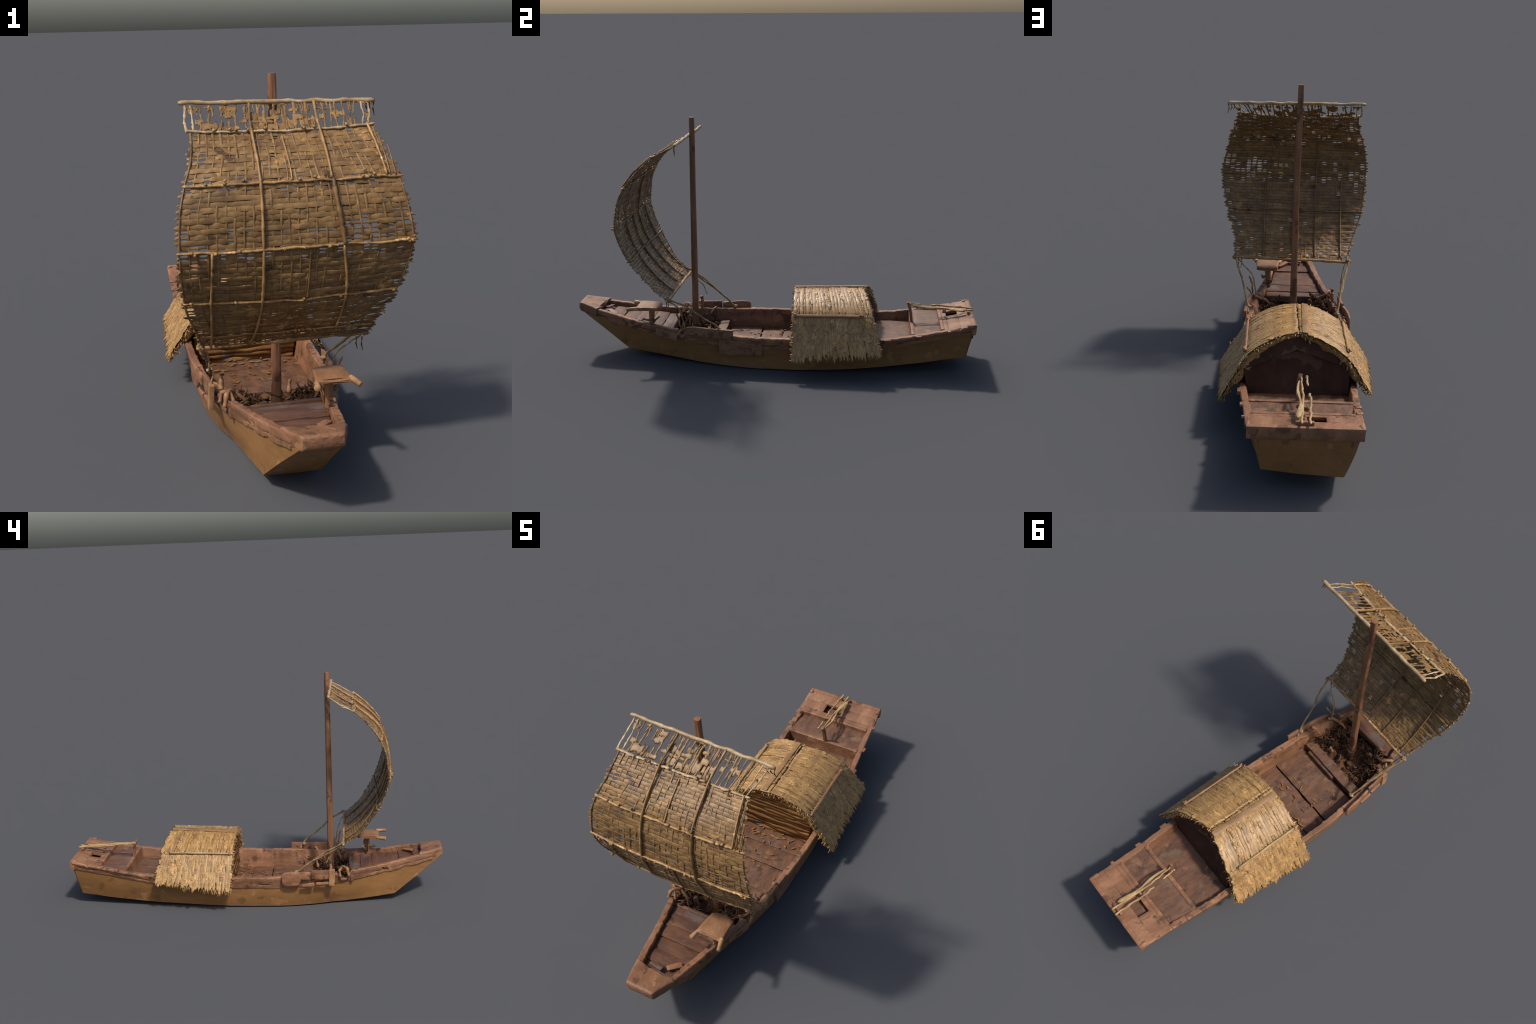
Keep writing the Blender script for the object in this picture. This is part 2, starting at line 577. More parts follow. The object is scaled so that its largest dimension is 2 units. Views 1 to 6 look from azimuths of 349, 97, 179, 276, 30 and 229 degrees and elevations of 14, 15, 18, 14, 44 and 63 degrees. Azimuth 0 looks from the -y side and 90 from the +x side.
bow_deck()
edges = [-.905, -.835, -.77, -.70, -.625, -.563, -.507]
for i in range(6):
    y0, y1 = edges[i] + .0008, edges[i + 1] - .0008
    slab("floor_plank", y0, y1, 0, 0, M_BOWF, thick=.016, inset=.022, seed=i + 3, amp=.002, zfn=lambda y, k=i: floor_z(y) + .0035 * math.sin(k * 2.3))
# loose board and blocks near the bow recess
beam("loose_board", [(-.055, -.85, .230), (.005, -.862, .238)], .022, .008, M_BOWF, seed=4)
beam("loose_board", [(.02, -.845, .230), (.06, -.80, .222)], .026, .008, M_RED, seed=6)
# cross beams framing the mast well
beam("cross_beam", [(-.192, -.515, .150), (.145, -.505, .150)], .016, .035, M_DECK, seed=2)
slab("cross_beam", -.300, -.252, .122, .124, M_DECK, thick=.05, inset=.022, seed=9, amp=.002, edge=.004)
slab("cross_beam", -.262, -.238, .112, .110, M_DECK, x0=-.06, x1=.125, thick=.04, seed=10, amp=.002)

# --- mid floor: boards running across with a long crack
slab("floor_plank", -.245, -.079, .084, .083, M_DECK, thick=.02, inset=.018, seed=11, amp=.0015, edge=.004)
slab("floor_plank", -.072, .035, .079, .079, M_DECK, thick=.02, inset=.018, seed=12, amp=.0015, edge=.004)
slab("floor_plank", .038, .17, .079, .080, M_DECK, thick=.02, inset=.018, seed=13, amp=.0015)
beam("wall_panel", [(.199, -.245, .118), (.203, -.14, .116), (.203, -.036, .117)], .016, .082, M_RED, r=.006, seed=14, amp=.001)
# --- stern floors
slab("floor_plank", .44, .692, .146, .150, M_DECK, thick=.02, inset=.016, seed=15, amp=.0015)
slab("floor_plank", .704, .842, .208, .214, M_DECK, thick=.02, inset=.014, seed=16, amp=.0018)
slab("ridge_board", .688, .706, .211, .212, M_RED, thick=.085, inset=.012, seed=17, amp=.0015)
slab("bulkhead", .829, .846, .236, .238, M_RED, thick=.075, inset=.012, seed=18, amp=.001)
# stern deck as boards round a rectangular hole
HX0, HX1, HY0, HY1 = -.104, -.036, .866, .921
slab("hatch_floor", HY0 - .01, HY1 + .012, .208, .222, M_DECK, x0=HX0 - .01, x1=HX1 + .01, thick=.01, seed=19)
sdz = lambda y: SZ(y) + .0015
slab("deck_board", .836, HY0, 0, 0, M_RED, thick=.016, inset=.004, seed=20, zfn=sdz, edge=.003)
slab("deck_board", HY0 + .0006, HY1, 0, 0, M_RED, x1=HX0, thick=.016, inset=.004, seed=21, zfn=sdz)
slab("deck_board", HY0 + .0006, HY1, 0, 0, M_RED, x0=HX1, thick=.016, inset=.004, seed=22, zfn=sdz)
slab("deck_board", HY1 + .0006, .984, 0, 0, M_RED, thick=.016, inset=.004, seed=23, zfn=sdz)


def transom_board():
    rings = []
    a0, b0 = XL(.975) + .001, XR(.975) - .001
    for i in range(30):
        x = lerp(a0, b0, i / 29)
        sec = rrect(.022, .05, .005)
        rings.append([(x, .982 + px - (pz + .025) * -.06, SZ(.985) - .0215 + pz + .0008 * fbm((x, 0, 0), 20)) for px, pz in sec])
    mb = MB()
    mb.ring_loft(rings)
    me = mb.mesh("transom_board")
    roughen(me, .001, 25, 4)
    obj("transom_board", me, M_RED, sharp=40)


transom_board()

# --- blocks, pegs and stubs on the gunwales
for y, w, h in ((.574, .030, .016), (.722, .024, .012), (.868, .010, .010)):
    x = XR(y)
    beam("gunwale_block", [(x + .006, y - w / 2, SZ(y) - .008), (x + .005, y + w / 2, SZ(y) - .006)], .014, h, M_RED, seed=y * 30, amp=.003)
for y, w, h in ((.740, .020, .012), (.820, .016, .014)):
    x = XL(y)
    beam("gunwale_block", [(x + .008, y - w / 2, SZ(y) - .003), (x + .007, y + w / 2, SZ(y) - .001)], .024, h, M_RED, seed=y * 31, amp=.004)
for x, y in ((XL(.985) + .009, .974), (XR(.985) - .004, .966)):
    mb = MB()
    mb.tube([(x, y - .014, SZ(y) - .004), (x, y - .004, SZ(y) - .002), (x, y + .012, SZ(y) - .002), (x, y + .015, SZ(y) - .002)], [.010, .0105, .0105, .008], 12, .2)
    obj("gunwale_peg", mb.mesh("gunwale_peg"), M_RED, sharp=50)

# --- raised wash boards beside the mast
beam("wash_board", [(.189, -.415, .193), (.199, -.36, .193), (.208, -.28, .190), (.214, -.178, .188)], .014, .046, M_RED, seed=31, taper=lambda t: min(1, .62 + t * 2.5))
beam("wash_board", [(.146, -.572, .168), (.163, -.52, .160), (.176, -.462, .155)], .016, .040, M_RED, seed=32)
beam("wash_board", [(-.231, -.400, .186), (-.238, -.35, .187), (-.243, -.305, .188)], .012, .050, M_RED, seed=33, amp=.003)
beam("wash_board", [(-.245, -.298, .184), (-.256, -.24, .188), (-.262, -.19, .190)], .011, .040, M_RED, seed=36, amp=.003)
beam("wash_board", [(-.236, -.395, .140), (-.244, -.33, .138)], .010, .014, M_RED, seed=34, amp=.003)
beam("wash_board", [(-.248, -.315, .136), (-.256, -.255, .134)], .010, .018, M_RED, seed=37, amp=.003)


def leeboard():
    """Rounded plate hung outside the port gunwale."""
    mb = MB()
    rings = []
    for i in range(9):
        t = i / 8
        k = 1 - .25 * (abs(t - .5) * 2) ** 4
        ring = []
        for j in range(28):
            a = TAU * j / 28
            cx, cz = math.cos(a), math.sin(a)
            sx = abs(cx) ** .5 * (1 if cx > 0 else -1)
            sz = abs(cz) ** (.45 if cz > 0 else .75) * (1 if cz > 0 else -1)
            y = -.198 + .050 * sx * k
            ring.append((XL(y) - .020 + .014 * t + (.01 if cz < -.2 else 0) * 0, y, .170 + .040 * sz * k))
        rings.append(ring)
    mb.ring_loft(rings)
    me = mb.mesh("leeboard")
    roughen(me, .001, 25, 3)
    obj("leeboard", me, M_RED, sharp=50)


leeboard()
beam("side_post", [(-.238, -.408, .128), (-.236, -.412, .170), (-.233, -.412, .212)], .018, .030, M_DRIFT, up=(0, 1, 0), seed=35)
mb = MB()
mb.tube([(-.234, -.404, .2), (-.231, -.405, .222), (-.228, -.408, .242)], [.006, .004, .001], 6)
obj("side_spike", mb.mesh("side_spike"), M_DRIFT)

# ------------------------------------------------------------------ mast
def mast():
    P = [(-.010, -.405, .075), (-.012, -.404, .15), (-.010, -.402, .35), (-.006, -.401, .6), (-.005, -.400, .85), (-.007, -.399, 1.05), (-.008, -.399, 1.219)]
    rings = []
    n = 60
    MSEC = rrect(1, 1, .28, 2)[::1]
    for i in range(n + 1):
        t = i / n
        z = lerp(.075, 1.219, t)
        k = [j for j in range(len(P) - 1) if P[j][2] <= z + 1e-6][-1]
        u = (z - P[k][2]) / (P[k + 1][2] - P[k][2])
        c = Vector(P[k]).lerp(Vector(P[k + 1]), u)
        w = lerp(.0330, .0255, t ** .8)
        w *= 1 + .02 * fbm((0, 0, z), 6, 2)
        if i == n:
            w *= .92
        a0 = .14
        ring = []
        for px, py in MSEC:
            px, py = px * w, py * w * 1.02
            ring.append((c.x + px * math.cos(a0) - py * math.sin(a0), c.y + px * math.sin(a0) + py * math.cos(a0), z))
        rings.append(ring)
    mb = MB()
    mb.ring_loft(rings)
    me = mb.mesh("mast")
    roughen(me, .0007, 30, 6)
    return obj("mast", me, M_MAST, sharp=38)


mast()
mb = MB()
mb.tube([(-.012 + .019 * math.cos(a), -.402 + .019 * math.sin(a), .155 + .004 * math.sin(a * 2)) for a in np.linspace(0, TAU, 24)], .005, 6, .3)
obj("mast_lashing", mb.mesh("mast_lashing"), M_DEBRIS)

# ------------------------------------------------------------------ sail
PROF = [(-.413, 1.129), (-.470, 1.095), (-.535, 1.062), (-.605, 1.006), (-.671, .926), (-.705, .830), (-.714, .736), (-.695, .660), (-.655, .570), (-.585, .465), (-.530, .408), (-.478, .371)]
_arc = [0.0]
for a, b in zip(PROF[:-1], PROF[1:]):
    _arc.append(_arc[-1] + math.dist(a, b))
LS = _arc[-1]
PY, PZ = pch(_arc, [p[0] for p in PROF]), pch(_arc, [p[1] for p in PROF])
S_B = [_arc[0], _arc[2], _arc[4], _arc[6], _arc[8], LS * .935, LS]      # battens
S_B[5] = lerp(_arc[9], _arc[10], .55)
HL = pch([S_B[0], S_B[1], lerp(S_B[1], S_B[2], .5), S_B[2], lerp(S_B[2], S_B[3], .5), S_B[3], S_B[4], S_B[5], S_B[6]], [.297, .290, .300, .330, .352, .357, .342, .292, .268])
HR = pch([S_B[0], S_B[1], lerp(S_B[1], S_B[2], .5), S_B[2], lerp(S_B[2], S_B[3], .5), S_B[3], S_B[4], S_B[5], S_B[6]], [.300, .278, .290, .318, .340, .355, .325, .280, .278])


def sail(t, s, off=0.0):
    """Point on the sail. t -1..1 across, s along the profile, off forward of the cloth."""
    s = min(max(s, 0), LS)
    x = t * (HL(s) if t < 0 else HR(s))
    e = 1e-3
    ty, tz = PY(s + e) - PY(s - e), PZ(s + e) - PZ(s - e)
    n = Vector((0, tz, -ty)).normalized()      # forward (-y) side
    edge = max(0, 1 - abs(t)) ** .5
    belly = edge * (-.015 * math.exp(-((s - S_B[1] - .03) / .085) ** 2) + .011 * max(0, 1 - (t / .75) ** 2) * math.exp(-((s - S_B[4] + .01) / .13) ** 2) - .002)
    if S_B[1] < s < S_B[5]:               # side edges curl back toward the mast
        belly -= .011 * max(0, (abs(t) - .5) / .5) ** 2 * math.sin(math.pi * (s - S_B[1]) / (S_B[5] - S_B[1])) ** .7
    if off > .0045:                       # poles and battens hold the true curve
        belly *= .6
    return Vector((x, PY(s), PZ(s))) + n * (off + belly + .003 * fbm((x, s, 0), 7, 3))


SAIL = bpy.data.objects.new("sail", None)
bpy.context.collection.objects.link(SAIL)
SAIL.parent = BOAT

NV = 27
TV = [lerp(-.985, .985, (i + .0) / (NV - 1)) for i in range(NV)]
SP = .0152
ROWS = []
s_ = S_B[1] + .009
while s_ < LS - .006:
    ROWS.append(s_)
    s_ += SP
RH = random.Random(21)


def hole_here(r, c):
    """Is the weave open between verticals c and c+1 on row r?"""
    s = ROWS[r]
    t = (TV[c] + TV[c + 1]) / 2
    p = .018
    d3 = s - S_B[3]
    if -.065 < d3 < 0:
        p = .34 if (abs(t) > .08 and fbm((t, 0, 0), 3.2, 5) > -.25) else .12
    elif 0 <= d3 < .03:
        p = .28
    elif abs(s - S_B[2]) < .022:
        p = .18
    elif s - S_B[1] < .04:
        p = .15
    elif s > S_B[5] - .02:
        p = .12
    if c <= 1 or c >= NV - 3:
        p = max(p, .2)
    return RH.random() < p


HOLES = [[hole_here(r, c) for c in range(NV - 1)] for r in range(len(ROWS))]


def ribbon(path_fn, n, wid_fn, thick=.0016):
    """Flat strip with soft edges; path_fn(u)->(point, side vector, normal)."""
    rings = []
    for i in range(n + 1):
        u = i / n
        p, sd, nm = path_fn(u)
        w = wid_fn(u) / 2
        th = thick / 2
        rings.append([p + sd * w, p + sd * w * .8 + nm * th, p + nm * th * 1.35, p - sd * w * .8 + nm * th, p - sd * w, p - sd * w * .8 - nm * th, p - nm * th * 1.35, p + sd * w * .8 - nm * th])
    mb = MB()
    mb.ring_loft(rings)
    return mb


def sail_frame(t, s, off):
    p = sail(t, s, off)
    e = .003
    ds = (sail(t, min(s + e, LS), off) - sail(t, max(s - e, 0), off)).normalized()
    dx = Vector((1, 0, 0))
    nm = ds.cross(dx).normalized()
    if nm.y > 0 and abs(nm.y) > .05:
        nm = -nm
    return p, ds, dx, nm


# cross strands (run port to starboard), wide, nearly closing the cloth
for r, s0 in enumerate(ROWS):
    te0 = -1.0 - RH.uniform(-.012, .028) - (.02 if RH.random() < .12 else 0)
    te1 = 1.0 + RH.uniform(-.008, .040) + (.012 if RH.random() < .12 else 0)
    if S_B[1] < s0 < S_B[2] - .01:
        te1 -= RH.choice((-.02, .0, .01, .03))   # starboard edge frayed in the upper bay
    if S_B[4] - .01 < s0 < S_B[4] + .10:
        te1 += RH.uniform(-.01, .04)
    ph = RH.uniform(0, 6)
    n = 108
    dips = [RH.random() < .5 for _ in range(NV)]

    def path(u, s0=s0, te0=te0, te1=te1, r=r, ph=ph):
        t = lerp(te0, te1, u)
        s = s0 + .0018 * fbm((t * 2, s0 * 9, 1), 2.2, 4)
        k = (t + .985) / 1.97 * (NV - 1)
        off = .0007 * math.cos(math.pi * (k + r)) + .0022 * fbm((t, s0 * 20, 2), 9, 2) + (.0012 if r % 2 else 0)
        p, ds, dx, nm = sail_frame(t, s, off)
        return p, ds, nm

    def wid(u, r=r, te0=te0, te1=te1):
        t = lerp(te0, te1, u)
        k = (t + .985) / 1.97 * (NV - 1)
        c = min(max(int(math.floor(k)), 0), NV - 2)
        w = SP * (1.13 + .10 * fbm((r * 1.7, t * 3, 7), 1.6, 3))
        fr = k - math.floor(k)
        if HOLES[r][c] and 0 <= k <= NV - 1:
            w *= lerp(1, .38, min(1, max(0, math.sin(math.pi * fr)) * 1.8))
        else:
            w *= 1 + .07 * fbm((t * 9, r * 3.1, 0), 1.5, 6)
        endd = min(u, 1 - u)
        if endd < .02:
            w *= .22 + (endd / .02) ** .6 * .78
        return w
    mb = ribbon(path, n, wid)
    obj("sail_cross_strand", mb.mesh("sail_cross_strand"), M_STRAND, SAIL)

# upright strands (run spar to foot), narrower and proud of the cross strands
for c, t0 in enumerate(TV):
    s_start = -.002 if c > 1 else 0.0
    s_end = LS
    if c >= NV - 2:
        s_end = S_B[4] + .02
    drift = RH.uniform(-.12, .12)

    def path(u, t0=t0, c=c, s_end=s_end, drift=drift):
        s = lerp(S_B[1] - .004, s_end, u)
        t = t0 + .012 * fbm((t0 * 5, s * 4, 3), 2.0, 7)
        r = (s - ROWS[0]) / SP
        off = .0012 + .0034 * fbm((c * 2.1, s * 14, 0), 1.5, 8)
        p, ds, dx, nm = sail_frame(t, s, off)
        return p, dx, nm

    def wid(u, t0=t0, c=c, s_end=s_end):
        s = lerp(S_B[1], s_end, u)
        w = .0062 + .0034 * fbm((t0 * 9, s * 8, 1), 2.4, 9)
        if S_B[3] < s:
            w *= .85
        if s > S_B[4]:
            w *= .9
        return max(w, .0035)
    mb = ribbon(path, 150, wid, .0016)
    obj("sail_upright_strand", mb.mesh("sail_upright_strand"), M_STRAND, SAIL)

# open top bay: bare strands from spar to first batten, (x at spar, x at batten, start, end)
LATTICE = [(-.284, -.296, 0, 1), (-.269, -.278, 0, 1), (-.239, -.258, 0, 1), (-.208, -.224, 0, 1), (-.178, -.196, .58, 1), (-.152, -.170, .55, .95), (-.125, -.146, 0, .9), (-.101, -.122, 0, .45),
           (-.062, -.080, 0, 1), (-.0385, -.055, 0, 1), (-.010, -.030, 0, .9), (.012, .002, .2, 1), (.031, .014, 0, .95), (.054, .036, 0, 1), (.075, .060, 0, 1), (.096, .082, 0, 1),
           (.145, .128, 0, 1), (.174, .145, 0, 1), (.191, .167, 0, 1), (.211, .185, 0, 1), (.234, .202, 0, 1), (.254, .223, 0, 1), (.2755, .244, 0, 1), (.299, .260, 0, 1)]
for k, (xa, xb, ua, ub) in enumerate(LATTICE):
    grey = k < 2 or k > 21

    def path(u, xa=xa, xb=xb, ua=ua, ub=ub, k=k):
        w_ = lerp(ua, ub, u)
        s = lerp(-.001, S_B[1] + .003, w_)
        x = lerp(xa, xb, w_) + .004 * math.sin(math.pi * w_) * (1 if k % 3 else -1) + .0035 * fbm((k * 2.3, w_ * 3, 0), 1.3, 4)
        t = x / (HL(s) if x < 0 else HR(s))
        p, ds, dx, nm = sail_frame(t, s, .001 + .004 * fbm((k, w_ * 3, 1), 1.1, 2))
        return p, dx, nm

    def wid(u, k=k, ua=ua, ub=ub):
        w = .0062 + .0058 * max(-.6, fbm((k * 3.1, u * 4.5, 5), 1.5, 11)) + (.003 if 7 < k < 14 else 0)
        if (ub < 1 and u > .9) or (ua > 0 and u < .1):
            w *= .45
        return max(w, .0032)
    obj("sail_lattice_strand", ribbon(path, 40, wid, .0030).mesh("sail_lattice_strand"), M_GREYB if grey else M_STRAND, SAIL)

# torn webs of mat left between the bare strands: x from, x to, fraction from, fraction to
WEBS = [(-.185, -.132, .04, .26), (-.178, -.136, .24, .48), (-.243, -.192, .62, .94), (-.262, -.236, .50, .70), (-.196, -.176, .80, .92), (-.172, -.128, .74, .92), (-.128, -.104, .52, .66), (-.232, -.215, .02, .12), (-.29, -.262, .02, .14),
        (-.112, -.070, .30, .62), (-.100, -.048, .66, .92), (-.075, .000, .42, .58), (-.060, .010, .70, .92), (-.090, -.02, .58, .68), (-.03, -.004, .25, .44), (-.006, .012, .12, .40), (.004, .022, .62, .84),
        (.010, .050, .52, .94), (.040, .070, .40, .60), (.060, .110, .48, .86), (.076, .104, .72, .98), (.03, .062, .22, .34), (.084, .098, .10, .30), (.118, .150, .22, .30), (.124, .140, .40, .64), (.150, .176, .22, .28),
        (.160, .200, .40, .54), (.170, .186, .30, .62), (.19, .206, .45, .56), (.052, .075, .84, .98), (-.012, .024, .02, .10), (.256, .300, .0, .12), (.268, .285, .5, .8)]
mbw = MB()
for k, (xa, xb, fa, fb) in enumerate(WEBS):
    rings = []
    n = 12
    for i in range(n + 1):
        u = i / n
        x = lerp(xa, xb, u)
        cs = lerp(fa, fb, .5) * S_B[1]
        hs = (fb - fa) * .5 * S_B[1]
        env = .72 if i in (0, n) else 1.0
        up = hs * env * max(.25, .9 + .75 * fbm((x * 90, k, 1), 1.0, 2))
        dn = hs * env * max(.25, .9 + .75 * fbm((x * 90, k, 7), 1.0, 5))
        col = []
        for s0, off in ((cs - up, 0), (cs - up * .6, .0014), (cs, .0018), (cs + dn * .6, .0014), (cs + dn, 0), (cs + dn * .6, -.0012), (cs, -.0016), (cs - up * .6, -.0012)):
            xx = x - .016 * (s0 / S_B[1] - .5)
            s0 = min(max(s0, .002), S_B[1])
            t = xx / (HL(s0) if xx < 0 else HR(s0))
            col.append(sail(t, s0, off + .003 * fbm((x * 30, s0 * 30, k), 1, 3)))
        rings.append(col)
    mbw.ring_loft(rings)
RB = random.Random(31)
for k in range(44):
    x = RB.uniform(-.27, .24)
    hang = RB.random() < .6
    s0 = RB.uniform(.002, .02) if hang else S_B[1] - RB.uniform(.0, .02)
    ln = RB.uniform(.018, .055) * (1 if hang else -1)
    w = RB.uniform(.0022, .0050)
    P, rad = [], []
    for i in range(6):
        u = i / 5
        s1 = min(max(s0 + ln * u, 0), S_B[1])
        xx = x - .016 * (s1 / S_B[1]) + .004 * math.sin(u * 3 + k) * u
        P.append(sail(xx / (HL(s1) if xx < 0 else HR(s1)), s1, .002 + .005 * u * math.sin(k)))
        rad.append(w * (1 - .6 * u) * (1 + .3 * math.sin(k * 3 + i * 2)))
    mbw.tube(P, rad, 6, .3, .6)
obj("sail_torn_webs", mbw.mesh("sail_torn_webs"), M_STRAND, SAIL, stuff=True)


def batten(name, t0, t1, s, r, mat, off=.0045, n=110, seed=0.0, droop=0.0, flat=.7):
    pts, rad = [], []
    for i in range(n + 1):
        u = i / n
        t = lerp(t0, t1, u)
        ss = s + .0045 * fbm((t * 2.6, s * 7, 0), 1.7, seed) + droop * math.sin(math.pi * u)
        pts.append(sail(t, ss, off))
        rad.append(r * (1 + .42 * fbm((t * 14, s, 4), 1.9, seed + 1) + .16 * fbm((t * 60, s, 4), 1.5, seed)) * (1 if 0 < i < n else .6))
    mb = MB()
    mb.tube(pts, rad, 8, .35, flat, seed=seed)
    return obj(name, mb.mesh(name), mat, SAIL)


# spars and cross battens
def straight_spar(name, a, b, r, mat, n=60, seed=0.0, sag=0.0):
    a, b = Vector(a), Vector(b)
    pts = [a.lerp(b, i / n) + vnoise((i * .12, seed, 0), 1.3) * .0045 for i in range(n + 1)]
    rad = [r * (1 + .26 * fbm((i * .25, seed, 2), 1.6)) * (1 if 0 < i < n else .7) for i in range(n + 1)]
    mb = MB()
    mb.tube(pts, rad, 10, .12)
    return obj(name, mb.mesh(name), mat, SAIL)


straight_spar("sail_spar", (-.303, -.412, 1.138), (.322, -.416, 1.126), .0074, M_GREYB, seed=1)
straight_spar("sail_spar", (-.285, -.474, .366), (.285, -.478, .372), .0068, M_BATTEN, seed=2)
batten("sail_batten", -1.03, 1.01, S_B[1], .0056, M_GREYB, seed=3)
batten("sail_batten", -1.005, 1.03, S_B[2], .0060, M_BATTEN, seed=4, droop=.004)
batten("sail_batten", -1.01, 1.012, S_B[3], .0058, M_BATTEN, seed=5)
batten("sail_batten", -1.0, .99, S_B[4], .0048, M_BATTEN, seed=6, droop=.002)
batten("sail_batten", -.93, .97, S_B[5], .0042, M_BATTEN, seed=7)
batten("sail_batten", -.85, 1.0, LS - .012, .0042, M_BATTEN, seed=8)
# doubled pole on the inner face of each batten
for k, s in ((1, S_B[2]), (2, S_B[3]), (3, S_B[4])):
    batten("sail_back_batten", -.98, .98, s + .002, .0050, M_STRAND, off=-.005, seed=20 + k)


def rib(xs, s0, s1, r, mat, off=.007, seed=0.0, name="sail_rib"):
    """Upright pole lashed to the battens; xs gives x over s."""
    pts, rad = [], []
    n = max(10, int((s1 - s0) / .010))
    for i in range(n + 1):
        s = lerp(s0, s1, i / n)
        x = xs(s)
        t = x / (HL(s) if x < 0 else HR(s))
        pts.append(sail(t, s, off))
        rad.append(r * .70 * (1 + .38 * fbm((x, s * 24, seed), 1.8, 2)))
    mb = MB()
    mb.tube(pts, rad, 8, .22, .75, up=Vector((1, 0, 0)), seed=seed)
    obj(name, mb.mesh(name), mat, SAIL)


rl = pch([0, S_B[1], S_B[2], S_B[3], S_B[4], LS], [-.086, -.103, -.107, -.110, -.106, -.116])
rr = pch([0, S_B[1], S_B[2], S_B[3], S_B[4], LS], [.120, .107, .106, .130, .153, .147])
rib(rl, 0, S_B[1], .0078, M_STRAND, seed=1)
rib(rl, S_B[1], LS, .0088, M_BATTEN, seed=2)
rib(rr, 0, S_B[2], .0086, M_BATTEN, seed=3)
rib(lambda s: rr(s) + .004, S_B[2], S_B[3], .0125, M_STRAND, off=.005, seed=4)
rib(rr, S_B[3], S_B[5], .0080, M_BATTEN, seed=5)
rib(lambda s: -.260 + .02 * max(0, (s - S_B[4]) / (LS - S_B[4])), S_B[3], LS, .0075, M_BATTEN, seed=6)
rib(lambda s: .292 + .06 * (s - S_B[1]), S_B[1] + .09, S_B[2], .0034, M_STRAND, seed=7)
rib(lambda s: .276 + .05 * (s - S_B[1]), S_B[1] + .05, S_B[2], .0034, M_STRAND, seed=17)
rib(lambda s: -.012, S_B[1] + .02, S_B[2], .0050, M_BATTEN, off=.004, seed=8)
rib(lambda s: .256 + .1 * (s - S_B[1]), S_B[1], S_B[2], .0062, M_BATTEN, seed=9)
rib(lambda s: .03, S_B[3], S_B[4], .0045, M_STRAND, off=.004, seed=10)
for sd in (-1, 1):
    rib(lambda s, sd=sd: sd * (HL(s) if sd < 0 else HR(s)) * .985, S_B[1] if sd < 0 else S_B[2], S_B[4] if sd > 0 else LS, .0055, M_STRAND, off=.002, seed=11 + sd, name="sail_edge_cord")
# inner ribs seen from astern
for x0, a, b in ((-.11, S_B[2], LS - .01), (.14, S_B[3], LS - .01), (-.235, S_B[3], LS - .01), (.0, S_B[3], LS - .02)):
    rib(lambda s, x0=x0: x0, a, b, .0058, M_STRAND, off=-.006, seed=x0 * 9, name="sail_back_rib")

# frayed ends at the sail edges and lashing knots on battens
mbf = MB()
RF = random.Random(12)
for k in range(70):
    sd = RF.choice((-1, 1))
    s = RF.uniform(S_B[1], LS)
    p0 = sail(sd * .985, s, RF.uniform(-.003, .004))
    d = Vector((sd * RF.uniform(.4, 1), RF.uniform(-.4, .4), RF.uniform(-.7, .7))).normalized()
    ln = RF.uniform(.006, .020)
    mbf.tube([p0, p0 + d * ln * .5, p0 + d * ln + Vector((0, 0, -.004))], [.0035, .0026, .0008], 5)
for k in range(46):
    s = RF.choice(S_B[1:6])
    t = RF.uniform(-.97, .97)
    p0 = sail(t, s + RF.uniform(-.006, .004), .008)
    d = vnoise((k * 1.7, 2, 3), 1).normalized() * .006
    mbf.tube([p0 - d, p0 + Vector((0, -.003, .001)), p0 + d], [.003, .0055, .003], 6, .3)
obj("sail_frayed_ends", mbf.mesh("sail_frayed_ends"), M_BATTEN, SAIL, stuff=True)
mbf = MB()
for x, y, z, ln in ((.318, -.418, 1.122, .045), (.305, -.42, 1.12, .03), (.292, -.425, 1.12, .025), (.262, -.49, .362, .05), (.245, -.485, .362, .045), (-.27, -.476, .36, .03)):
    mbf.tube([(x, y, z), (x - .003, y - .002, z - ln * .5), (x + .004, y + .004, z - ln)], [.0042, .003, .001], 6)
obj("sail_hanging_cords", mbf.mesh("sail_hanging_cords"), M_BATTEN, SAIL, stuff=True)


# ------------------------------------------------------------------ ropes
def rope(name, pts, r, seed=0.0, n=40, mat=None):
    ks = list(range(len(pts)))
    fx, fy, fz = (pch(ks, [p[i] for p in pts]) for i in range(3))
    P, rad = [], []
    for i in range(n + 1):
        u = i / n * (len(pts) - 1)
        P.append(Vector((fx(u), fy(u), fz(u))) + vnoise((u * 1.5, seed, 0), 1.6) * .004)
        rad.append(r * (.72 if name == 'sheet_rope' else 1) * (1 + .35 * fbm((u * 3, seed, 1), 1.5)) * (1 if 0 < i < n else .6))
    mb = MB()
    mb.tube(P, rad, 7, .2)
    return obj(name, mb.mesh(name), mat or M_ROPE)


rope("sheet_rope", [(.277, -.474, .374), (.256, -.409, .347), (.235, -.352, .298), (.204, -.246, .214), (.200, -.225, .175)], .0062, 1)
rope("sheet_rope", [(.262, -.478, .365), (.225, -.455, .330), (.185, -.437, .285), (.172, -.425, .215), (.165, -.41, .15)], .0042, 2)
rope("sheet_rope", [(-.277, -.474, .372), (-.258, -.41, .335), (-.240, -.35, .292), (-.222, -.27, .228), (-.212, -.225, .192)], .0068, 3, mat=M_ROPE)
rope("sheet_rope", [(-.272, -.468, .362), (-.256, -.405, .318), (-.243, -.345, .282), (-.224, -.265, .222), (-.205, -.220, .165)], .0050, 4)
rope("sheet_rope", [(-.262, -.474, .368), (-.245, -.44, .33), (-.238, -.40, .29), (-.236, -.385, .25)], .0035, 5)
rope("stray_cord", [(.183, -.44, .20), (.190, -.448, .245), (.205, -.455, .285)], .0045, 6, 16, M_DRIFT)
